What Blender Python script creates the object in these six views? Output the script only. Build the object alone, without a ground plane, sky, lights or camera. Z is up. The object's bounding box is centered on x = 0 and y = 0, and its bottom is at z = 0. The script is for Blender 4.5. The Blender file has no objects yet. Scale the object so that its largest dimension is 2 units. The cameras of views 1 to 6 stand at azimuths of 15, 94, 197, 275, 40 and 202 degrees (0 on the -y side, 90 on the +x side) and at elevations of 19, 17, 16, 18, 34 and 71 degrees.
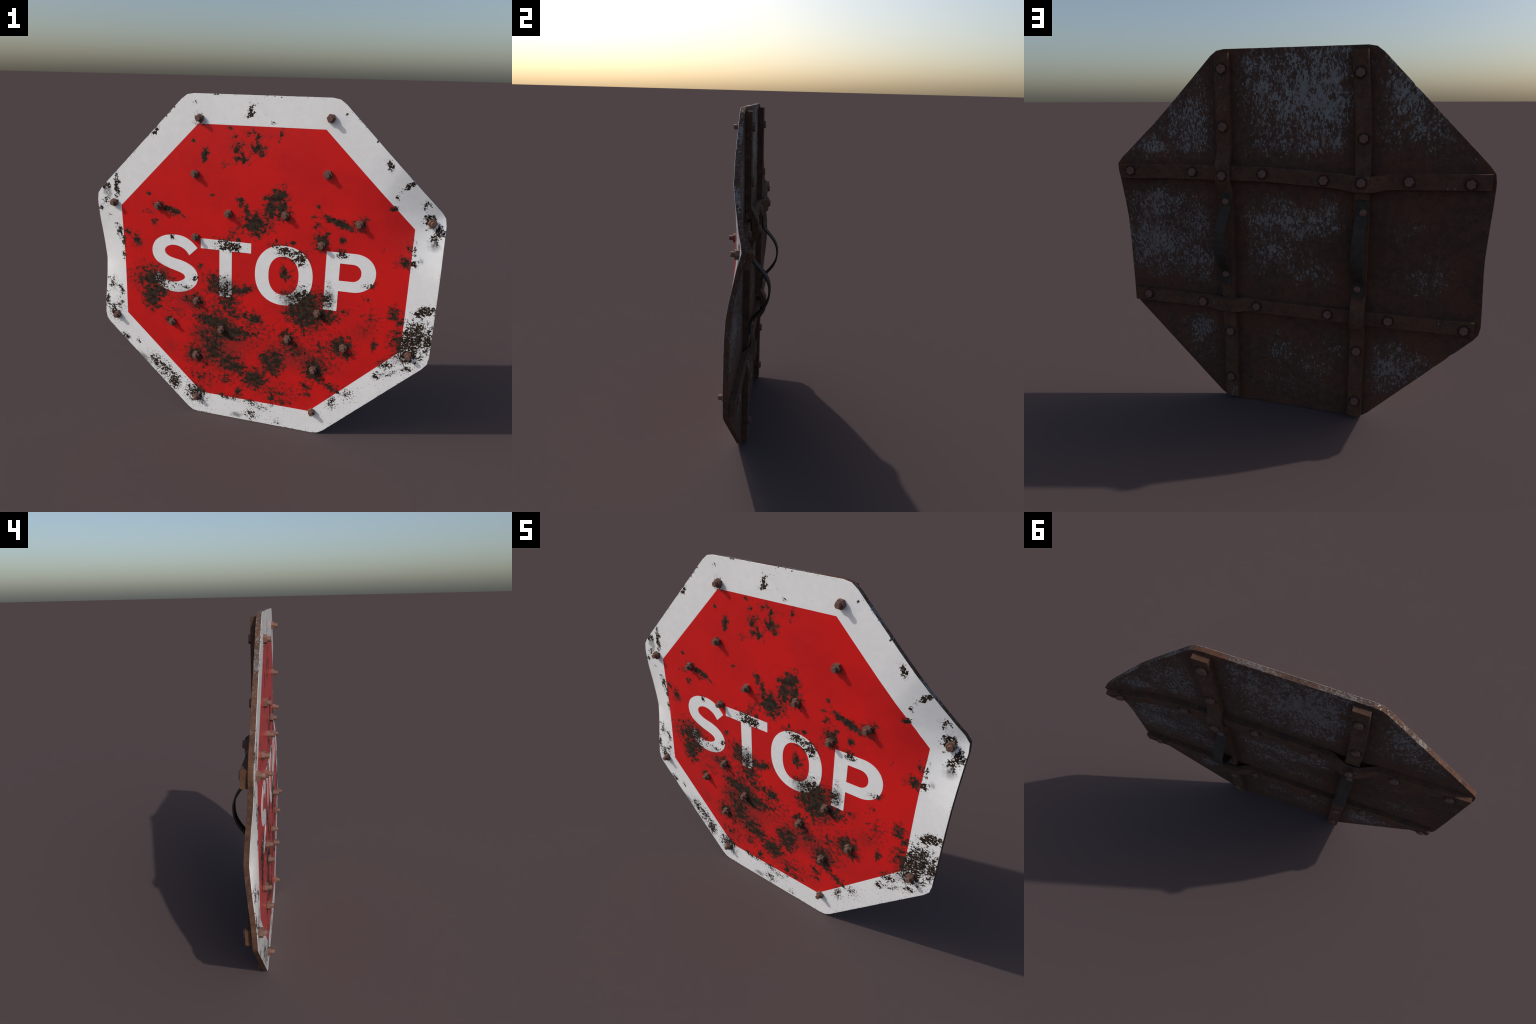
"""A road sign turned into a hand shield: a dented octagonal stop sign, backed by a woven
grid of four flat iron straps, bolted through with rusty bolts, with two strap handles."""
import bpy, bmesh, math, random
from math import sin, cos, pi, hypot
from mathutils import Vector, Matrix, noise
from mathutils.geometry import delaunay_2d_cdt

rnd = random.Random(7)

# ------------------------------------------------------------------ main sizes (metres)
ZC = 0.9985              # height of the octagon's centre
AP = 1.0                 # half width across the flats (x); the height is 2 * ZC
FRONT = -0.068           # y of the painted face
PLATE_T = 0.0255         # sheet thickness
STRAP_T = 0.034          # strap thickness
STRAP_BACK = -0.009      # y of the straps' outer face on the flat part
RAISE = 0.0405           # how far a strap climbs where it crosses another
HANDLE_T = 0.011


def lerp_table(t, table):
    if t <= table[0][0]:
        return table[0][1]
    for (a, va), (b, vb) in zip(table, table[1:]):
        if t <= b:
            return va + (vb - va) * (t - a) / (b - a)
    return table[-1][1]


def smooth_table(t, table):
    """the same table, averaged over a short span so that bends are rounded"""
    w = 0.007
    return sum(lerp_table(t + k * w / 2, table) for k in (-2, -1, 0, 1, 2)) / 5


# ------------------------------------------------------------------ how the sheet is bent
CORNER_FOLD = [(0, .083), (.05, .070), (.086, .0595), (.16, .044), (.25, .0245), (.32, .013), (.43, .006),
               (.55, .003), (.75, 0)]
LEFT_TENT = [(0, 1), (.09, .80), (.18, .52), (.26, .22), (.36, 0)]


def bend(x, z):
    """y offset of the sheet: the upper right corner is folded back, the left edge is dented"""
    dx, dz = x - 0.995, z - 1.415
    up = 0.86 if dz > 0 else 1.0
    d = hypot(dx * (1.0 if dz < 0 else .95), dz * up)
    y = smooth_table(d, CORNER_FOLD)
    h = max(0.0, 1 - (x + 1) / 0.24) ** 2
    y += 0.030 * smooth_table(abs(z - 0.99), LEFT_TENT) * h
    return y


def pull(x, z):
    """inward pull of the left edge at its dent"""
    h = max(0.0, 1 - (x + 1) / 0.3) ** 2
    return 0.018 * smooth_table(abs(z - 0.99), LEFT_TENT) * h


def sheet_normal(x, z):
    """outward normal of the painted face"""
    e = 0.01
    fx = (bend(x + e, z) - bend(x - e, z)) / (2 * e)
    fz = (bend(x, z + e) - bend(x, z - e)) / (2 * e)
    return Vector((fx, -1, fz)).normalized()


# ------------------------------------------------------------------ helpers
shield = bpy.data.objects.new("stop_sign_shield", None)
shield["label"] = "battered red octagonal stop sign made into a bolted hand shield"
shield["category"] = "improvised shield"
bpy.context.scene.collection.objects.link(shield)


def add(name, mesh, parent=shield, matrix=None):
    ob = bpy.data.objects.new(name, mesh)
    bpy.context.scene.collection.objects.link(ob)
    ob.parent = parent
    if matrix is not None:
        ob.matrix_local = matrix
    return ob


def mesh_from(name, verts, faces, mats, smooth_angle=None):
    me = bpy.data.meshes.new(name)
    me.from_pydata(verts, [], faces)
    bm = bmesh.new()
    bm.from_mesh(me)
    bmesh.ops.recalc_face_normals(bm, faces=bm.faces)
    bm.to_mesh(me)
    bm.free()
    for m in mats:
        me.materials.append(m)
    if smooth_angle:
        me.shade_smooth()
        me.set_sharp_from_angle(angle=math.radians(smooth_angle))
    return me


# ------------------------------------------------------------------ node helpers
class Nodes:
    def __init__(self, name):
        self.mat = bpy.data.materials.new(name)
        self.mat.use_nodes = True
        self.t = self.mat.node_tree
        self.t.nodes.clear()
        self.out = self.t.nodes.new("ShaderNodeOutputMaterial")
        self.bsdf = self.t.nodes.new("ShaderNodeBsdfPrincipled")
        self.t.links.new(self.bsdf.outputs[0], self.out.inputs[0])

    def set(self, sock, v):
        if isinstance(v, bpy.types.NodeSocket):
            self.t.links.new(v, sock)
        elif v is not None:
            sock.default_value = v

    def math(self, op, a, b=None, c=None, clamp=False):
        n = self.t.nodes.new("ShaderNodeMath")
        n.operation = op
        n.use_clamp = clamp
        for s, v in zip(n.inputs, (a, b, c)):
            self.set(s, v)
        return n.outputs[0]

    def vec(self, op, a, b=None, out=0):
        n = self.t.nodes.new("ShaderNodeVectorMath")
        n.operation = op
        self.set(n.inputs[0], a)
        if op == "SCALE":
            self.set(n.inputs[3], b)
        else:
            self.set(n.inputs[1], b)
        return n.outputs["Value" if out else "Vector"]

    def coords(self):
        return self.t.nodes.new("ShaderNodeTexCoord").outputs["Object"]

    def split(self, v):
        n = self.t.nodes.new("ShaderNodeSeparateXYZ")
        self.set(n.inputs[0], v)
        return n.outputs

    def join(self, x, y, z=0.0):
        n = self.t.nodes.new("ShaderNodeCombineXYZ")
        for s, v in zip(n.inputs, (x, y, z)):
            self.set(s, v)
        return n.outputs[0]

    def noise(self, v, scale, detail=4, rough=.55, dist=0.0, out=0):
        n = self.t.nodes.new("ShaderNodeTexNoise")
        self.set(n.inputs["Vector"], v)
        n.inputs["Scale"].default_value = scale
        n.inputs["Detail"].default_value = detail
        n.inputs["Roughness"].default_value = rough
        n.inputs["Distortion"].default_value = dist
        return n.outputs[out]

    def place(self, v, loc, rot, scale):
        """coordinates seen from a patch: centred on it, turned and scaled with it"""
        n = self.t.nodes.new("ShaderNodeMapping")
        n.vector_type = "TEXTURE"
        self.set(n.inputs["Vector"], v)
        n.inputs["Location"].default_value = loc
        n.inputs["Rotation"].default_value = (0, 0, rot)
        n.inputs["Scale"].default_value = scale
        return n.outputs[0]

    def step(self, v, lo, hi, a=0.0, b=1.0, kind="SMOOTHSTEP"):
        n = self.t.nodes.new("ShaderNodeMapRange")
        n.interpolation_type = kind
        for s, x in zip(n.inputs, (v, lo, hi, a, b)):
            self.set(s, x)
        return n.outputs[0]

    def mix(self, f, a, b, blend="MIX"):
        n = self.t.nodes.new("ShaderNodeMix")
        n.data_type = "RGBA"
        n.blend_type = blend
        self.set(n.inputs[0], f)
        for s, v in zip((n.inputs[6], n.inputs[7]), (a, b)):
            self.set(s, (*v, 1) if isinstance(v, tuple) else v)
        return n.outputs[2]

    def mixf(self, f, a, b):
        n = self.t.nodes.new("ShaderNodeMix")
        self.set(n.inputs[0], f)
        self.set(n.inputs[2], a)
        self.set(n.inputs[3], b)
        return n.outputs[0]

    def bump(self, h, strength, dist, normal=None):
        n = self.t.nodes.new("ShaderNodeBump")
        n.inputs["Strength"].default_value = strength
        n.inputs["Distance"].default_value = dist
        self.set(n.inputs["Height"], h)
        if normal:
            self.set(n.inputs["Normal"], normal)
        return n.outputs[0]

    def patches(self, v, rows, slope=0.6):
        """highest of many elliptical patches: strength in the middle, falling off outward"""
        best = None
        px, pz, _ = self.split(v)
        for x, z, rx, rz, deg, s in rows:
            # the running result rides along in the third axis, scaled to nothing: it keeps the
            # patches in sequence, so that the shader needs little memory
            p = self.join(px, pz, 0.0 if best is None else best)
            q = self.place(p, (x, z, 0), math.radians(deg), (rx, rz, 1e4))
            f = self.math("MULTIPLY_ADD", self.vec("LENGTH", q, out=1), -slope, s)
            best = f if best is None else self.math("MAXIMUM", best, f)
        return best


# ------------------------------------------------------------------ where the paint has chipped
# each patch: x, z, half width, half height, turn in degrees, strength
BORDER = [
    (-.372, 1.948, .021, .011, 0, .6), (-.054, 1.911, .017, .039, -35, 1), (-.041, 1.97, .028, .026, 0, .35),
    (-.145, 1.914, .011, .026, 0, .4), (.072, 1.861, .012, .009, 0, .9), (.016, 1.901, .017, .01, 0, .5),
    (-.344, 1.867, .035, .035, 0, .75), (-.606, 1.794, .012, .028, -30, 1),
    (.685, 1.675, .015, .026, 15, 1.1), (.445, 1.918, .011, .017, 0, .7), (.787, 1.575, .042, .012, 38, .9),
    (.811, 1.59, .012, .026, -40, .8), (.744, 1.512, .011, .019, 0, .7), (.881, 1.464, .027, .045, 0, .65),
    (.921, 1.393, .032, .035, 0, .95), (.966, 1.337, .025, .03, 0, 1.1), (.958, 1.301, .037, .03, 0, .8),
    (.851, 1.241, .018, .07, 0, .5), (.873, 1.166, .032, .02, 0, .5), (-.867, 1.45, .015, .064, 0, 1.1),
    (-.939, 1.452, .022, .015, 0, 1.1), (-.941, 1.367, .045, .041, 0, .6), (-.984, 1.316, .017, .022, 0, .9),
    (-.922, 1.274, .043, .032, 0, .4), (-.863, 1.176, .024, .065, 15, .85),
    (-.846, 1.121, .014, .033, 0, .9), (-.848, 1.038, .014, .037, 0, .8), (-.946, .823, .054, .07, 0, .6),
    (-.881, .797, .014, .032, 20, 1), (-.985, .712, .015, .047, 0, 1), (-.935, .639, .037, .04, 0, 1),
    (-.892, .69, .055, .108, 0, .45), (-.864, .477, .026, .019, -40, .9), (-.779, .453, .018, .017, 0, .8),
    (-.659, .324, .062, .047, -45, .75), (-.606, .277, .082, .067, -45, .7),
    (-.537, .205, .029, .046, 0, 1.15), (-.614, .314, .036, .019, -40, .9), (-.387, .138, .06, .058, 0, .95),
    (-.169, .148, .077, .015, -10, .75), (-.017, .136, .042, .019, -20, .8),
    (-.015, .051, .044, .042, 0, .7), (.034, .118, .099, .056, 0, .4), (.153, .029, .049, .028, 0, .45),
    (.946, .903, .044, .018, 20, 1.2), (.918, .83, .053, .045, 0, .6), (.918, .776, .086, .092, 0, .75),
    (.885, .708, .061, .055, 0, 1.1), (.88, .635, .054, .047, 0, 1.1), (.978, .723, .021, .052, 0, 1.15),
    (.984, .786, .02, .038, 0, .8), (.769, .55, .042, .039, 30, .8), (.727, .467, .02, .02, 0, .9),
    (.889, .547, .082, .04, 30, .55), (.95, .623, .04, .047, 0, .6), (.484, .255, .021, .032, 0, .9),
    (.479, .218, .038, .025, 0, .7), (.563, .315, .067, .061, 0, .5), (.796, .497, .084, .033, 30, .5),
]
UPPER_RED = [
    (-.165, 1.818, .02, .009, 0, .8), (-.144, 1.785, .023, .013, 30, .7), (-.121, 1.715, .043, .046, 0, .75),
    (-.01, 1.722, .042, .03, -10, .9), (-.099, 1.662, .049, .033, 0, .75), (-.008, 1.775, .028, .04, 0, .55),
    (-.037, 1.801, .084, .024, 0, .5), (-.315, 1.67, .015, .027, -15, 1.1), (.116, 1.795, .011, .029, 0, .8),
    (-.376, 1.743, .017, .01, 0, .8), (-.193, 1.628, .037, .042, 0, .35),
    (-.533, 1.347, .068, .017, -22, 1.05), (-.603, 1.364, .039, .037, 0, .6),
    (-.628, 1.262, .021, .014, 30, .8), (-.663, 1.325, .04, .015, 0, .65), (-.662, 1.426, .013, .011, 0, .8),
    (-.751, 1.134, .027, .039, 0, .95), (-.808, 1.181, .034, .026, 0, .75),
    (-.279, 1.451, .015, .012, 0, .8), (-.095, 1.41, .021, .041, 30, .9), (-.069, 1.386, .019, .02, 0, 1.1),
    (-.014, 1.304, .053, .047, 0, 1.15), (.115, 1.468, .04, .037, 0, 1.1), (.14, 1.484, .017, .034, 0, 1.1),
    (.134, 1.398, .026, .04, 0, 1.15), (.071, 1.393, .026, .049, 0, 1.1), (.079, 1.451, .043, .02, 0, 1),
    (.154, 1.371, .037, .034, 0, .9), (-.153, 1.235, .037, .036, 0, .6), (-.123, 1.272, .03, .021, 0, .6),
    (.063, 1.29, .059, .027, 0, .6), (.005, 1.254, .021, .024, 0, .9), (.333, 1.33, .025, .02, 0, .75),
    (.317, 1.372, .028, .011, 0, .7), (.334, 1.43, .01, .013, 0, 1), (.449, 1.351, .068, .017, -18, 1.15),
    (.36, 1.239, .036, .044, 0, 1), (.372, 1.269, .017, .029, -30, .9), (.477, 1.255, .016, .026, 0, .8),
    (.476, 1.177, .028, .02, 0, 1.05), (.559, 1.355, .036, .036, 0, .85), (.727, 1.458, .015, .012, 0, 1.1),
    (.827, 1.241, .012, .028, 30, .85), (.821, 1.164, .054, .028, 0, .85), (.859, 1.168, .018, .017, 0, 1),
    (.699, 1.227, .008, .017, -20, .7),
]
LETTERS = [
    (-.168, 1.164, .074, .028, 0, 1.05), (-.137, 1.161, .037, .018, 0, 1.2),
    (-.114, 1.189, .027, .021, 0, .8), (-.52, 1.178, .023, .014, -30, .9), (.163, 1.166, .064, .03, -15, 1),
    (.244, 1.137, .043, .033, -20, 1), (.264, 1.12, .026, .027, 0, 1.1), (.161, 1.036, .015, .034, 15, 1.1),
    (.185, 1.003, .027, .016, 30, .85), (.205, 1.049, .029, .034, 0, .45), (.204, 1.222, .013, .012, 0, 1),
    (.114, 1.213, .01, .03, 0, .8), (-.35, 1.017, .019, .019, 0, .9), (-.383, .937, .023, .023, 0, .8),
    (-.451, .873, .083, .037, 0, .55), (-.37, .938, .015, .02, 0, .8), (.634, 1.011, .046, .018, 20, .7),
    (.655, 1.014, .016, .013, 0, 1),
]
LOWER_RED = [
    (-.661, .893, .114, .075, 0, .95), (-.618, .899, .068, .044, 0, 1.05),
    (-.674, .79, .045, .076, 10, 1.15), (-.621, .831, .069, .051, 0, 1), (-.692, .957, .086, .067, 0, .55),
    (-.534, .884, .047, .037, 0, .7), (-.262, .911, .058, .072, 0, .9), (-.19, .879, .08, .066, 0, .9),
    (-.095, .892, .066, .024, 15, 1.1), (-.173, .799, .08, .07, 0, .85), (-.133, .738, .055, .044, 0, .75),
    (-.013, .722, .044, .033, 0, 1.1), (-.077, .738, .035, .027, 0, .8), (-.222, .965, .111, .048, 0, .5),
    (.286, .887, .103, .054, 0, 1.05), (.299, .801, .092, .071, 0, 1.2), (.228, .863, .06, .054, 0, .9),
    (.41, .904, .046, .047, 0, .95), (.402, .8, .073, .038, 0, 1.05), (.264, .739, .051, .033, 0, 1),
    (.282, .965, .087, .047, 0, .5), (.426, .984, .037, .046, 0, .55), (.522, .841, .057, .037, 0, .5),
    (-.373, .78, .05, .051, 0, .95), (-.436, .788, .034, .031, 0, .7), (-.555, .636, .031, .028, 0, .95),
    (-.287, .669, .073, .034, -12, 1.15), (-.221, .657, .066, .045, 0, 1.1),
    (-.164, .605, .124, .041, 5, 1.15), (-.271, .518, .074, .06, 0, .95), (-.263, .457, .057, .061, 0, 1),
    (-.171, .401, .083, .079, 0, .85), (-.121, .374, .066, .04, -15, 1.05), (-.383, .419, .062, .058, 0, 1),
    (-.338, .56, .084, .106, 0, .65), (-.341, .269, .156, .112, 0, .45), (-.187, .279, .068, .055, 0, .6),
    (-.102, .203, .024, .048, -20, .9), (-.306, .423, .136, .163, 0, .5), (.197, .62, .043, .05, 0, 1.05),
    (.249, .595, .034, .023, -30, .85), (.51, .621, .061, .062, 0, 1), (.543, .577, .035, .036, -30, .9),
    (.531, .633, .087, .065, 0, .6), (.364, .444, .052, .058, 0, 1.15), (.129, .471, .041, .059, 15, 1.15),
    (.065, .46, .029, .038, 0, 1.1), (.107, .406, .057, .046, 0, 1), (-.004, .314, .069, .054, 0, 1.1),
    (.014, .262, .023, .04, 0, .9), (.114, .199, .015, .048, 0, .9), (-.101, .184, .044, .037, 0, .6),
    (.325, .318, .034, .028, 0, .9), (.399, .372, .03, .024, -20, .9), (.47, .341, .054, .016, -18, 1),
    (.336, .261, .037, .025, 0, .7), (.18, .185, .064, .029, 0, .7), (.785, .872, .03, .039, 0, .95),
    (.825, .816, .032, .031, 0, .8), (.823, .713, .06, .063, 0, .8), (.855, .671, .046, .047, 0, .95),
    (.697, .664, .02, .032, 0, .9), (.638, .74, .02, .013, -30, .7), (.628, .934, .036, .014, -30, .65),
    (.243, .551, .138, .058, -8, .62), (.408, .596, .074, .056, 0, .6), (.399, .493, .15, .102, 0, .5),
    (.298, .678, .135, .082, 0, .45), (-.011, .629, .254, .153, 0, .42), (-.238, .731, .196, .153, 0, .45),
    (.129, .248, .258, .091, 0, .45), (-.506, .692, .154, .105, 0, .35), (-.625, .727, .157, .105, 0, .4),
    (.666, .815, .124, .14, 0, .35),
]
# soft grimy stains, same columns
STAINS = [
    (-.19, .90, .12, .11, 0, .9), (.24, .88, .13, .10, 0, 1), (.42, .90, .06, .10, 0, .9), (-.62, .93, .13, .11, 0, .85),
    (-.75, .33, .10, .06, -45, .8), (.93, .75, .10, .16, 0, .55), (-.11, .03, .07, .04, 0, .8), (-.38, .14, .07, .07, 0, .9),
    (.85, .60, .22, .10, 30, .45), (-.93, 1.42, .03, .04, 0, 1.1), (.95, 1.27, .05, .05, 0, .8), (.90, 1.18, .06, .06, 0, .45),
    (-.22, .52, .30, .34, 0, .85), (.25, .50, .5, .24, 0, .65), (-.45, .80, .3, .22, 0, .5), (.62, .72, .3, .2, 0, .45), (-.55, .45, .2, .2, 0, .4),
]


def flats(x, z):
    """distance from the centre measured across the flats of the octagon"""
    ax, az = abs(x), abs(z - ZC + .003)
    return max(ax, az, (ax + az) * .70711)


def painted_metal(name, white_paint, wanted, less=0.0):
    n = Nodes(name)
    co = n.coords()
    x, y, z = n.split(co)
    flat = n.join(x, z)
    # ragged patch borders: warp the coordinates at two scales
    w1 = n.vec("SCALE", n.vec("SUBTRACT", n.noise(flat, 16, 3, .6, out=1), (.5, .5, .5)), .055)
    w2 = n.vec("SCALE", n.vec("SUBTRACT", n.noise(flat, 60, 3, .6, out=1), (.5, .5, .5)), .030)
    warped = n.vec("ADD", n.vec("ADD", flat, w1), w2)
    rows = [(*r[:5], r[5] - less - (.05 if r in LOWER_RED else 0)) for r in BORDER + UPPER_RED + LETTERS + LOWER_RED if wanted(r[0], r[1], max(r[2:4]))]
    field = n.patches(warped, rows)
    coarse = n.noise(flat, 40, 5, .60)
    fine = n.noise(flat, 120, 2, .5)
    grain = n.math("ADD", n.math("MULTIPLY_ADD", coarse, 2.5, -1.25), n.math("MULTIPLY_ADD", fine, 1.0, -.5))
    if white_paint and less == 0:
        # the outer edge of the sheet is chipped a little all along
        ax = n.math("ABSOLUTE", x)
        az = n.math("ABSOLUTE", n.math("SUBTRACT", z, ZC))
        rim = n.math("MAXIMUM", n.math("MAXIMUM", ax, az), n.math("MULTIPLY", n.math("ADD", ax, az), .70711))
        rim = n.math("MULTIPLY", n.step(rim, .975, 1.0), n.step(n.noise(flat, 7, 2, .5), .45, .65, .25, .62))
        field = n.math("MAXIMUM", field, n.math("SUBTRACT", rim, .35))
    v = n.math("ADD", field, grain)
    # stray pinholes everywhere, denser low on the sign
    low = n.step(z, 0.15, 1.25, 1.0, 0.0, "LINEAR")
    chip = n.step(v, .43, .46 if white_paint else .49)
    around = n.step(field, -.35, .55, 0, .16, "LINEAR")
    speck = n.step(n.math("ADD", n.math("MULTIPLY_ADD", low, .055, around), n.noise(flat, 105, 3, .6)), .715, .735 if white_paint else .79)
    chip = n.math("MAXIMUM", chip, speck)
    if white_paint:
        chip = n.math("MULTIPLY", chip, n.step(n.noise(flat, 92, 3, .6), .385, .42))
    else:
        # half worn paint round the patches: scratchy, broken up by fine streaks
        scratch = n.noise(n.place(flat, (0, 0, 0), .6, (1, 2.2, 1)), 120, 4, .65)
        chip = n.math("MAXIMUM", chip, n.math("MULTIPLY", n.step(v, .02, .42), n.step(scratch, .46, .60, 0, .8)))
        chip = n.math("MULTIPLY", chip, n.step(scratch, .30, .38, .25, 1))
    # grime
    soft = n.patches(n.vec("ADD", flat, w1), STAINS, 1.0)
    streak = n.noise(n.place(flat, (0, 0, 0), .15, (1, 1.8, 1)), 70, 5, .68)
    grime = n.math("MULTIPLY", n.step(soft, .0, .62), n.step(streak, .30, .58, .25, 1), clamp=True)
    near = n.math("MULTIPLY", n.step(v, -.05, .45), .55)
    blotch = n.noise(flat, 3.5, 4, .6)
    tiny = n.noise(flat, 26, 5, .7)
    rust_n = n.noise(flat, 38, 6, .65)
    if white_paint:
        paint = n.mix(n.step(n.math("ADD", n.math("MULTIPLY", blotch, .5), n.math("MULTIPLY", tiny, .5)), .42, .62), WHITE_A, WHITE_B)
        paint = n.mix(n.math("MULTIPLY", near, .22), paint, (.30, .27, .25))
        paint = n.mix(n.math("MULTIPLY", grime, .85), paint, (.17, .17, .175))
        rust = n.mix(n.step(rust_n, .35, .65), (.013, .0078, .0055), (.042, .025, .0165))
    else:
        paint = n.mix(n.step(blotch, .35, .65), RED_A, RED_B)
        paint = n.mix(n.step(tiny, .45, .75, 0, .35), paint, RED_C)
        paint = n.mix(n.math("MULTIPLY", near, .9), paint, (.16, .013, .010))
        paint = n.mix(n.math("MULTIPLY", grime, .66), paint, (.090, .013, .010))
        rust = n.mix(n.step(rust_n, .35, .65), (.019, .0125, .009), (.052, .035, .0245))
    col = n.mix(chip, paint, rust)
    n.set(n.bsdf.inputs["Base Color"], col)
    rough = n.mixf(n.math("MAXIMUM", chip, n.math("MULTIPLY", grime, .5)), n.step(tiny, .3, .7, .20, .27), .85)
    n.set(n.bsdf.inputs["Roughness"], rough)
    n.set(n.bsdf.inputs["Coat Weight"], n.math("MULTIPLY_ADD", chip, -.45, .45))
    n.bsdf.inputs["Coat Roughness"].default_value = .22
    n.set(n.bsdf.inputs["Specular IOR Level"], n.math("MULTIPLY_ADD", chip, -.46, .58))
    n.set(n.bsdf.inputs["Normal"], n.bump(n.math("ADD", tiny, fine), .03, .0008))
    return n.mat


RED_A, RED_B, RED_C = (.73, .0125, .0115), (.63, .0125, .0125), (.78, .014, .0115)
WHITE_A, WHITE_B = (.92, .92, .92), (.97, .97, .965)


# bare blue-grey metal that still shows through the rust of the back: x, z, size, turn, strength
BARE = [
    (-.12, 1.78, .28, .20, 0, 1.05), (.15, 1.85, .22, .14, 0, .75), (-.20, 1.60, .20, .10, 0, .75), (.08, 1.50, .18, .10, 0, .6),
    (.55, 1.62, .14, .22, 40, .85), (.78, 1.47, .14, .08, 20, .85), (-.55, 1.78, .12, .20, -40, .9), (-.66, 1.62, .14, .07, -20, .75),
    (-.52, 1.54, .08, .06, 0, .5), (.80, 1.18, .14, .10, 0, .9), (.83, .95, .18, .12, 0, 1.0), (.58, 1.08, .12, .2, 0, .7), (.56, .85, .14, .12, 0, .75),
    (.05, 1.12, .20, .07, 0, .95), (-.15, 1.13, .16, .07, 0, .8), (.12, .95, .16, .12, 0, .7), (-.1, .84, .18, .06, 0, .55),
    (-.72, .86, .12, .08, 0, .45), (-.62, 1.12, .06, .08, 0, .35), (.55, .44, .10, .12, 0, .75), (.05, .36, .14, .10, 0, .5), (-.15, .30, .10, .12, 0, .5),
    (-.28, .42, .10, .08, 0, .6), (-.55, .33, .13, .09, -30, .95), (.0, .15, .3, .06, 0, .35), (-.85, 1.43, .08, .06, 0, .6),
]


def rusty_steel(name, rust_a, rust_b, metal, cover=None, low=-.75, high=.42, seats=()):
    """brown rust with speckled remains of bare metal"""
    n = Nodes(name)
    co = n.coords()
    x, y, z = n.split(co)
    flat = n.join(x, z)
    big = n.noise(co, 5, 5, .6)
    mid = n.noise(co, 24, 6, .7)
    fine = n.noise(co, 120, 4, .65)
    rust = n.mix(n.step(mid, .36, .64), rust_a, rust_b)
    rust = n.mix(n.step(big, .45, .62, 0, .45), rust, tuple(c * f for c, f in zip(rust_b, (1.25, 1.0, .8))))
    rust = n.mix(n.step(fine, .52, .72, 0, .65), rust, tuple(c * .35 for c in rust_a))
    rust = n.mix(n.step(n.noise(co, 210, 2, .5), .64, .72, 0, .38), rust, tuple(c * 2.4 for c in rust_b))
    w = n.vec("SCALE", n.vec("SUBTRACT", n.noise(flat, 7, 4, .65, out=1), (.5, .5, .5)), .26)
    if cover is not None:
        # bare in stretches, more of it high up than low down
        field = n.math("MULTIPLY_ADD", n.noise(co, 4.6, 3, .6), 3.2, cover - 1.6)
        field = n.math("ADD", field, n.step(n.math("MULTIPLY_ADD", x, .3, z), .9, 1.55, low, high, "LINEAR"))
    else:
        field = n.math("MULTIPLY_ADD", n.patches(n.vec("ADD", flat, w), BARE, .50), .85, -.12)
        field = n.math("ADD", field, n.math("MULTIPLY_ADD", n.noise(n.join(n.math("MULTIPLY", x, 1.6), z), 9, 4, .65), 1.3, -.65))
        ax = n.math("ABSOLUTE", x)
        da = n.math("ABSOLUTE", n.math("SUBTRACT", ax, .370))
        db = n.math("ABSOLUTE", n.math("SUBTRACT", n.math("ABSOLUTE", n.math("SUBTRACT", z, .993)), .371))
        grid = n.math("MINIMUM", da, db)
        field = n.math("SUBTRACT", field, n.step(grid, .04, .13, .55, 0, "LINEAR"))
    stretched = n.place(co, (0, 0, 0), 0, (1, 1, 1.9))
    pits = n.noise(stretched, 80, 4, .62)
    crumbs = n.noise(stretched, 175, 3, .6)
    v = n.math("ADD", field, n.math("ADD", n.math("MULTIPLY_ADD", pits, 3.0, -1.5), n.math("MULTIPLY_ADD", crumbs, 2.2, -1.1)))
    bare = n.step(v, .46, .60)
    met = n.mix(n.step(mid, .35, .65), metal, tuple(c * .72 for c in metal))
    dull = n.mix(n.step(v, -.2, .5, 0, .30), rust, tuple(c * .5 for c in metal))
    col = n.mix(bare, dull, met)
    if seats:
        # contact shadow round the bolt heads, baked into the base colour
        ring = n.patches(n.vec("ADD", flat, n.vec("SCALE", w, .03)), [(bx, bz, .045, .045, 0, 1) for bx, bz in seats], 1.0)
        col = n.mix(n.step(ring, .10, .46, 0, .62), col, (.022, .011, .008))
    n.set(n.bsdf.inputs["Base Color"], col)
    n.set(n.bsdf.inputs["Roughness"], n.mixf(bare, .9, .5))
    n.set(n.bsdf.inputs["Metallic"], n.math("MULTIPLY", bare, .55))
    n.bsdf.inputs["Specular IOR Level"].default_value = .18
    h = n.math("ADD", n.math("MULTIPLY", mid, .9), n.math("ADD", n.math("MULTIPLY", bare, .35), n.math("MULTIPLY", fine, .3)))
    n.set(n.bsdf.inputs["Normal"], n.bump(h, .35, .003))
    return n.mat


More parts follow.
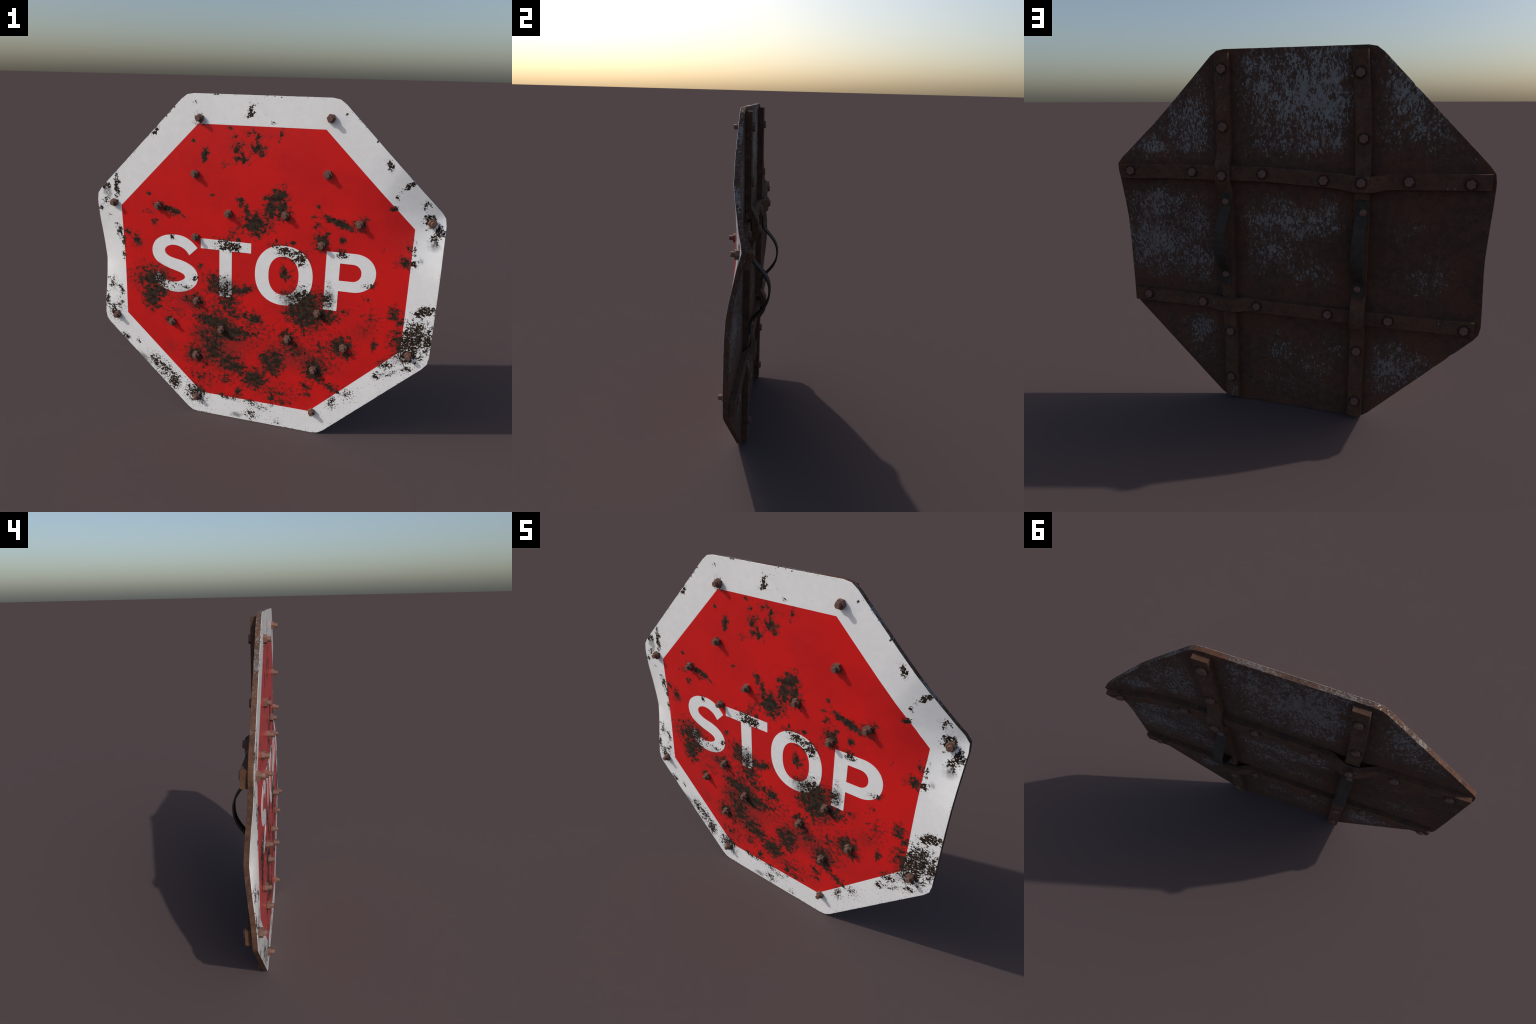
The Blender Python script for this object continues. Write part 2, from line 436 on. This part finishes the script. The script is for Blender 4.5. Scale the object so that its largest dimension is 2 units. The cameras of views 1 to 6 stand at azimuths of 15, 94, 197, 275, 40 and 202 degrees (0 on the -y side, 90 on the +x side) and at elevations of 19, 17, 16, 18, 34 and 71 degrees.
def bolt_steel(name, a, b):
    n = Nodes(name)
    co = n.coords()
    rand = n.t.nodes.new("ShaderNodeObjectInfo").outputs["Random"]
    seed = n.vec("ADD", co, n.join(rand, n.math("MULTIPLY", rand, 7.3), n.math("MULTIPLY", rand, 3.1)))
    mid = n.noise(seed, 60, 5, .65)
    fine = n.noise(seed, 260, 3, .6)
    col = n.mix(n.step(mid, .35, .65), a, b)
    col = n.mix(n.math("MULTIPLY", rand, .3), col, tuple(c * .6 for c in a))
    col = n.mix(n.step(fine, .55, .75, 0, .35), col, tuple(c * .45 for c in a))
    n.set(n.bsdf.inputs["Base Color"], col)
    n.bsdf.inputs["Roughness"].default_value = .7
    n.bsdf.inputs["Specular IOR Level"].default_value = .35
    n.set(n.bsdf.inputs["Normal"], n.bump(n.math("ADD", mid, fine), .3, .0012))
    return n.mat


def dark_leather(name):
    n = Nodes(name)
    co = n.coords()
    mid = n.noise(co, 30, 5, .6)
    fine = n.noise(co, 160, 4, .6)
    col = n.mix(n.step(mid, .35, .65), (.056, .044, .037), (.040, .031, .026))
    col = n.mix(n.step(fine, .55, .72, 0, .5), col, (.026, .023, .021))
    n.set(n.bsdf.inputs["Base Color"], col)
    n.bsdf.inputs["Roughness"].default_value = .8
    n.bsdf.inputs["Specular IOR Level"].default_value = .15
    n.set(n.bsdf.inputs["Normal"], n.bump(n.math("ADD", mid, fine), .3, .001))
    return n.mat


BACK_BOLTS = [(.372, 1.898), (.372, 1.611), (.370, 1.360), (-.342, 1.870), (-.370, 1.563), (-.371, 1.352),
              (.912, 1.372), (.559, 1.371), (.156, 1.373), (-.173, 1.352), (-.599, 1.362), (-.884, 1.361),
              (.887, .627), (.529, .617), (.200, .621), (-.211, .622), (-.537, .623), (-.917, .617), (-.377, .118), (-.376, .425), (.367, .151), (.363, .448)]
HANDLE_RIVETS = [(.366, 1.217), (.376, .803), (-.383, 1.198), (-.3685, .789)]
RED_EDGE = .844            # half width of the red field across the flats
WHITE_PAINT = painted_metal("chipped_white_paint", True, lambda x, z, r: flats(x, z) + r > RED_EDGE - .03)
RED_PAINT = painted_metal("chipped_red_paint", False, lambda x, z, r: flats(x, z) - r < RED_EDGE + .03)
LETTER_PAINT = painted_metal("chipped_letter_paint", True, lambda x, z, r: abs(x) < .70 + r and abs(z - 1.012) < .22 + r, .06)
BACK = rusty_steel("rusty_back_steel", (.064, .035, .026), (.098, .050, .034), (.255, .238, .230))
RIM = rusty_steel("rusty_rim_steel", (.060, .031, .023), (.112, .058, .038), (.24, .215, .20), cover=-.18, low=-.5, high=.36)
STRAP = rusty_steel("rusty_strap_iron", (.070, .038, .026), (.106, .056, .036), (.22, .20, .18), cover=-.42, low=-.1, high=.1,
                    seats=BACK_BOLTS)
BOLT = bolt_steel("rusty_bolt_steel", (.190, .096, .073), (.128, .067, .052))
LEATHER = dark_leather("dark_handle_strap")


# ------------------------------------------------------------------ sign plate
def outline():
    """octagon with clipped corners, as points along its border (x, z)"""
    r = 0.0435
    k = math.tan(pi / 8)
    corners = []
    for i in range(8):
        a = pi / 8 + i * pi / 4
        corners.append(Vector((cos(a), sin(a))) * AP / cos(pi / 8))
    pts = []
    for i in range(8):
        c, p, q = corners[i], corners[i - 1], corners[(i + 1) % 8]
        a = c + (p - c).normalized() * r
        b = c + (q - c).normalized() * r
        m = (a + b) / 2 * .45 + c * .55
        if pts:
            start = pts[-1]
            steps = round((a - start).length / .02)
            pts += [start.lerp(a, t / steps) for t in range(1, steps)]
        pts += [a, m, b]
    start, a = pts[-1], pts[0]
    steps = round((a - start).length / .02)
    pts += [start.lerp(a, t / steps) for t in range(1, steps)]
    notches = [(-.862, .452, .006, .018), (.123, 1.997, .004, .008), (-.60, 1.81, .003, .02), (-.79, .365, .003, .02),
               (.80, 1.62, .002, .015), (.62, .22, .002, .02)]
    res = []
    for p in pts:
        x, z = p.x, p.y * ZC / AP + ZC
        inward = -Vector((p.x, p.y)).normalized()
        d = abs(noise.noise(Vector((x * 18, z * 18, 3)))) * .0012
        for nx, nz, depth, w in notches:
            d += depth * max(0, 1 - hypot(x - nx, z - nz) / w)
        z = min(max(z + inward.y * d, 0.0), 2 * ZC)
        res.append((x + inward.x * d, z))
    return res


def build_plate():
    border = outline()
    count = len(border)
    bev = 0.0008

    def inset(d):
        out = []
        for i in range(count):
            a, b, c = (Vector(border[(i + k) % count]) for k in (-1, 0, 1))
            t = (c - a).normalized()
            nrm = Vector((-t.y, t.x))
            out.append(b + nrm * d)
        return out

    inner = inset(bev)
    pts = [Vector(p) for p in inner]
    step = 0.028
    j = 0
    zz = step / 2
    while zz < 2 * ZC:
        xx = -1 + (step / 2 if j % 2 else 0)
        while xx < 1:
            px, pz = abs(xx), abs(zz - ZC) / ZC
            f = flats(xx, zz)
            if max(px, pz, (px + pz) * .70711) < .985 and abs(f - RED_EDGE) > .008:
                pts.append(Vector((xx, zz)))
            xx += step
        zz += step * .87
        j += 1
    edges = [(i, (i + 1) % count) for i in range(count)]
    # border line of the red field
    ring = []
    for i in range(8):
        a, b = (Vector((cos(t), sin(t))) * RED_EDGE / cos(pi / 8) for t in (pi / 8 + i * pi / 4, pi / 8 + (i + 1) * pi / 4))
        ring += [a.lerp(b, k / 28) + Vector((0, ZC - .003)) for k in range(28)]
    base = len(pts)
    pts += ring
    edges += [(base + i, base + (i + 1) % len(ring)) for i in range(len(ring))]
    vv, _, tris, *_ = delaunay_2d_cdt(pts, edges, [], 1, 1e-6)
    total = len(vv)

    def put(p, back, lift=0.0):
        x, z = p[0], p[1]
        return (x + pull(x, z), FRONT + bend(x, z) + (PLATE_T - lift if back else lift), z)

    verts = [put(p, False) for p in vv] + [put(p, True) for p in vv]
    rim_f = len(verts)
    verts += [put(p, False, bev) for p in border]
    rim_b = len(verts)
    verts += [put(p, True, bev) for p in border]
    faces = [tuple(t) for t in tris] + [tuple(i + total for i in reversed(t)) for t in tris]
    slots = [3 if flats(*(sum((vv[i] for i in t), Vector((0, 0))) / 3)) < RED_EDGE else 0 for t in tris] + [1] * len(tris)
    for i in range(count):
        k = (i + 1) % count
        faces += [(i, k, rim_f + k, rim_f + i), (rim_f + i, rim_f + k, rim_b + k, rim_b + i),
                  (rim_b + i, rim_b + k, total + k, total + i)]
        slots += [0, 2, 2]
    me = mesh_from("sign_plate", verts, faces, [WHITE_PAINT, BACK, RIM, RED_PAINT])
    for p, s in zip(me.polygons, slots):
        p.material_index = s
    me.shade_smooth()
    me.set_sharp_from_angle(angle=math.radians(28))
    add("sign_plate", me)


build_plate()


# ------------------------------------------------------------------ painted letters S T O P
def catmull(points, steps=6):
    """closed smooth line; a point given as (x, z, 1) is a corner"""
    out = []
    c = len(points)
    for i in range(c):
        p0, p1, p2, p3 = (points[(i + k) % c] for k in (-1, 0, 1, 2))
        a, b = Vector(p1[:2]), Vector(p2[:2])
        ma = (b - Vector(p0[:2])) * .5 if len(p1) == 2 else (b - a)
        mb = (Vector(p3[:2]) - a) * .5 if len(p2) == 2 else (b - a)
        for s in range(steps):
            t = s / steps
            h1, h2 = 2 * t ** 3 - 3 * t * t + 1, t ** 3 - 2 * t * t + t
            h3, h4 = -2 * t ** 3 + 3 * t * t, t ** 3 - t * t
            out.append(tuple(a * h1 + ma * h2 + b * h3 + mb * h4))
    return out


def super_arc(cx, cz, rx, rz, n, a0, a1, steps):
    out = []
    for i in range(steps + 1):
        a = math.radians(a0 + (a1 - a0) * i / steps)
        c, s = cos(a), sin(a)
        out.append((cx + math.copysign(abs(c) ** (2 / n) * rx, c), cz + math.copysign(abs(s) ** (2 / n) * rz, s)))
    return out


S_LINE = catmull([
    (-.364, 1.126, 1), (-.416, 1.076, 1), (-.437, 1.103), (-.464, 1.121), (-.496, 1.130), (-.526, 1.130), (-.553, 1.120),
    (-.569, 1.104), (-.572, 1.088), (-.563, 1.070), (-.539, 1.055), (-.502, 1.045), (-.463, 1.037), (-.423, 1.022),
    (-.389, .999), (-.370, .971), (-.364, .938), (-.371, .906), (-.388, .880), (-.414, .858), (-.447, .842), (-.484, .833),
    (-.521, .831), (-.560, .837), (-.602, .856), (-.630, .880), (-.652, .910, 1), (-.620, .952, 1), (-.604, .927),
    (-.583, .909), (-.553, .897), (-.519, .895), (-.486, .902), (-.459, .916), (-.447, .932), (-.453, .948), (-.474, .960),
    (-.510, .971), (-.549, .982), (-.588, .997), (-.627, 1.020), (-.648, 1.051), (-.654, 1.084), (-.649, 1.113),
    (-.632, 1.145), (-.603, 1.169), (-.566, 1.186), (-.522, 1.194), (-.479, 1.194), (-.438, 1.184), (-.399, 1.161)], 5)
T_LINE = [(-.343, 1.189), (-.037, 1.189), (-.037, 1.1285), (-.152, 1.1285), (-.152, .840), (-.228, .840), (-.228, 1.1285),
          (-.343, 1.1285)]
O_OUT = super_arc(.157, 1.0145, .168, .1805, 2.18, 0, 358, 90)
O_IN = super_arc(.157, 1.0145, .088, .1170, 2.25, 0, 358, 70)
P_OUT = [(.394, .842), (.394, 1.189)] + super_arc(.548, 1.0765, .121, .1125, 2.1, 90, -90, 40) + [(.471, .964), (.471, .842)]
P_IN = [(.471, 1.127)] + super_arc(.541, 1.0765, .050, .0505, 2.1, 90, -90, 30) + [(.471, 1.026)]


def build_letter(loops):
    cu = bpy.data.curves.new("letter", "CURVE")
    cu.dimensions = "2D"
    cu.fill_mode = "BOTH"
    cu.extrude = 0.0007
    for loop in loops:
        sp = cu.splines.new("POLY")
        sp.points.add(len(loop) - 1)
        for pt, (x, z) in zip(sp.points, loop):
            pt.co = (x, z, 0, 1)
        sp.use_cyclic_u = True
    tmp = bpy.data.objects.new("letter_curve", cu)
    bpy.context.scene.collection.objects.link(tmp)
    dg = bpy.context.evaluated_depsgraph_get()
    me = bpy.data.meshes.new_from_object(tmp.evaluated_get(dg))
    bpy.data.objects.remove(tmp)
    for v in me.vertices:
        x, z, d = v.co
        v.co = (x, FRONT + bend(x, z) - d, z)
    me.name = "letter"
    me.materials.clear()
    me.materials.append(LETTER_PAINT)
    add("letter", me)


for loops in ([S_LINE], [T_LINE], [O_OUT, O_IN], [P_OUT, P_IN]):
    build_letter(loops)


# ------------------------------------------------------------------ iron straps
def raise_at(s, crossings):
    return sum(RAISE * smooth_table(abs(s - c), [(0, 1), (.042, 1), (half, 0)]) for c, half in crossings)


def build_strap(axis, centre, width, start, end, crossings, seed):
    """flat bar following the sheet's back along x ('x') or z ('z'); climbs over other bars at crossings"""
    count = 150
    bevel = .0018

    def back_y(s, side):
        x, z = (s, side) if axis == "x" else (side, s)
        return STRAP_BACK + bend(x, z) + raise_at(s, crossings)

    verts, faces = [], []
    for i in range(count + 1):
        s = start + (end - start) * i / count
        c = centre(s)
        wob = noise.noise(Vector((s * 9, seed * 3.7, 0))) * .0016
        wob2 = noise.noise(Vector((s * 9, seed * 3.7, 5))) * .0016
        half = width / 2
        e = .004
        slope = (back_y(s + e, c) - back_y(s - e, c)) / (2 * e)
        nl = hypot(1, slope)
        ns, ny = -slope / nl, 1 / nl          # outward normal in the (s, y) plane
        profile = []
        for side, depth in ((-1, 0), (1, 0), (1, 1), (-1, 1)):
            cs = side * (half + (wob if side < 0 else wob2))
            profile.append((cs, depth * STRAP_T))
        # rectangle with narrow chamfers
        lo, hi = profile[0][0], profile[1][0]
        sect = [(lo + bevel, 0), (hi - bevel, 0), (hi, bevel), (hi, STRAP_T - .001), (hi - .001, STRAP_T),
                (lo + .001, STRAP_T), (lo, STRAP_T - .001), (lo, bevel)]
        first = len(verts)
        for cs, dep in sect:
            side = c + cs
            yb = back_y(s, side)
            jit = noise.noise(Vector((s * 30, side * 30, seed))) * .0007
            ss = s - ns * dep
            yy = yb - ny * dep + jit
            verts.append((ss, yy, side) if axis == "x" else (side, yy, ss))
        if i:
            m = len(sect)
            for k in range(m):
                a, b = first - m + k, first - m + (k + 1) % m
                faces.append((a, b, first + (k + 1) % m, first + k))
        else:
            faces.append(tuple(range(len(sect))))
    m = 8
    faces.append(tuple(range(len(verts) - m, len(verts))))
    me = mesh_from("strap", verts, faces, [STRAP], 24)
    add("strap", me)


UP, LOW = 1.366, .621                  # heights of the two level straps
LEFT, RIGHT = -.371, .3715             # x of the two upright straps
left_line = lambda s: smooth_table(s, [(0, -.376), (.4, -.3765), (1.0, -.374), (1.5, -.370), (1.68, -.362), (1.976, -.336)])
right_line = lambda s: smooth_table(s, [(0, .366), (.38, .3605), (.7, .371), (1.66, .374), (1.976, .3725)])
up_line = lambda s: smooth_table(s, [(-1, 1.374), (-.66, 1.3625), (-.554, 1.359), (-.49, 1.355), (-.44, 1.344),
                                     (-.33, 1.343), (-.264, 1.350), (-.086, 1.360), (.12, 1.370), (.6, 1.369), (1, 1.366)])
low_line = lambda s: smooth_table(s, [(-1, .625), (-.3, .6205), (.217, .6215), (.256, .6255), (.46, .6245), (.55, .619), (.66, .622), (1, .620)])
build_strap("z", right_line, .076, .022, 1.9765, [(1.368, .115)], 1)
build_strap("z", left_line, .077, .020, 1.976, [(.622, .112)], 2)
build_strap("x", up_line, .0775, -.978, .975, [(-.371, .13)], 3)
build_strap("x", low_line, .0765, -.967, .978, [(.3655, .122)], 4)


# ------------------------------------------------------------------ handles
def build_handle(line, width):
    """leather grip strap bowed away from the back; line runs over z, profile gives y"""
    prof = [(1.262, .0), (1.20, .0), (1.176, .009), (1.14, .040), (1.11, .066), (1.077, .087), (1.045, .099), (1.01, .1035), (.97, .1005),
            (.935, .090), (.90, .0705), (.865, .043), (.838, .018), (.818, .004), (.80, .0), (.742, .0)]
    pts = []
    for i in range(len(prof) - 1):
        p = [Vector(prof[min(max(i + k, 0), len(prof) - 1)]) for k in (-1, 0, 1, 2)]
        for s in range(5):
            t = s / 5
            pts.append(.5 * (2 * p[1] + (p[2] - p[0]) * t + (2 * p[0] - 5 * p[1] + 4 * p[2] - p[3]) * t * t
                             + (3 * p[1] - p[0] - 3 * p[2] + p[3]) * t ** 3))
    pts.append(Vector(prof[-1]))
    verts, faces = [], []
    h, b = width / 2, .0022
    sect = [(-h + b, 1), (h - b, 1), (h, .75), (h, .25), (h - b, 0), (-h + b, 0), (-h, .25), (-h, .75)]
    m = len(sect)
    for i, p in enumerate(pts):
        q0, q1 = pts[max(i - 1, 0)], pts[min(i + 1, len(pts) - 1)]
        t = (q1 - q0).normalized()
        nz, ny = t.y, -t.x               # outward normal in the (z, y) plane
        for cs, d in sect:
            wob = noise.noise(Vector((p.x * 12, cs * 20, line(1)))) * .001
            off = (d - .5) * HANDLE_T
            verts.append((line(p.x) + cs + wob, STRAP_BACK + .0065 + p.y + ny * off, p.x + nz * off))
        if i:
            f = len(verts) - 2 * m
            for k in range(m):
                faces.append((f + k, f + (k + 1) % m, f + m + (k + 1) % m, f + m + k))
        else:
            faces.append(tuple(range(m)))
    faces.append(tuple(range(len(verts) - m, len(verts))))
    add("handle", mesh_from("handle", verts, faces, [LEATHER], 40))


build_handle(lambda z: .3635 + (1.26 - z) / .51 * .013, .063)
build_handle(lambda z: -.377 + (1.26 - z) / .51 * .006, .061)


# ------------------------------------------------------------------ bolts
def lathe(name, rings, sides, mats, angle=35):
    """stack of regular polygons along +z: (radius, height); the ends are closed"""
    verts, faces = [], []
    for r, h in rings:
        for i in range(sides):
            a = 2 * pi * i / sides
            verts.append((r * cos(a), r * sin(a), h))
    for j in range(len(rings) - 1):
        for i in range(sides):
            k = (i + 1) % sides
            faces.append((j * sides + i, j * sides + k, (j + 1) * sides + k, (j + 1) * sides + i))
    faces.append(tuple(range(sides)))
    faces.append(tuple(range(len(verts) - sides, len(verts))))
    return mesh_from(name, verts, faces, mats, angle)


NUT = lathe("hex_nut", [(.0240, -.002), (.0240, .0163), (.0226, .0180)], 6, [BOLT], 20)
SHANK = lathe("bolt_shank", [(.0128, -.002), (.0128, .0365), (.0118, .0380)], 20, [BOLT])
HEX = lathe("bolt_head", [(.0240, -.003), (.0240, .0115), (.0218, .0138)], 6, [BOLT], 20)
DOME = lathe("rivet_head", [(.0190, -.002), (.0190, .003), (.0178, .0066), (.0145, .0097), (.0090, .0118), (.0030, .0126)], 20, [BOLT], 60)


def seat(point, normal, turn, scale=1.0):
    q = normal.to_track_quat("Z", "Y").to_matrix().to_4x4()
    return Matrix.Translation(point) @ q @ Matrix.Rotation(turn, 4, "Z") @ Matrix.Scale(scale, 4)


FRONT_BOLTS = [(-.3395, 1.869), (-.372, 1.5645), (-.374, 1.196), (-.372, .793), (-.381, .4215), (-.380, .117),
               (.371, 1.8965), (.3725, 1.6105), (.364, 1.221), (.3635, .8135), (.361, .446), (.369, .1535),
               (-.888, 1.360), (-.603, 1.362), (-.173, 1.352), (.1555, 1.372), (.557, 1.3555), (.925, 1.381),
               (-.9155, .622), (-.5355, .628), (-.2145, .6225), (.1975, .6235), (.527, .618), (.887, .6285)]
for i, (x, z) in enumerate(FRONT_BOLTS):
    nrm = sheet_normal(x, z)
    p = Vector((x, FRONT + bend(x, z), z))
    tip = add("bolt_shank", SHANK, matrix=seat(p, nrm, rnd.random() * 6, 1))
    k = rnd.uniform(.95, 1.05)
    nut = add("hex_nut", NUT, parent=tip, matrix=Matrix.Rotation(rnd.random() * 6, 4, "Z") @ Matrix.Diagonal((k, k, 1, 1)))

for x, z in BACK_BOLTS:
    raised = RAISE if abs(z - 1.36) < .03 and abs(abs(x) - .371) < .03 else 0
    nrm = -sheet_normal(x, z)
    p = Vector((x, STRAP_BACK + bend(x, z) + raised, z))
    k = rnd.uniform(.95, 1.05)
    add("bolt_head", HEX, matrix=seat(p, nrm, rnd.random() * 6, k))

for x, z in HANDLE_RIVETS:
    add("rivet_head", DOME, matrix=seat(Vector((x, STRAP_BACK + .012, z)), Vector((0, 1, 0)), rnd.random() * 6))
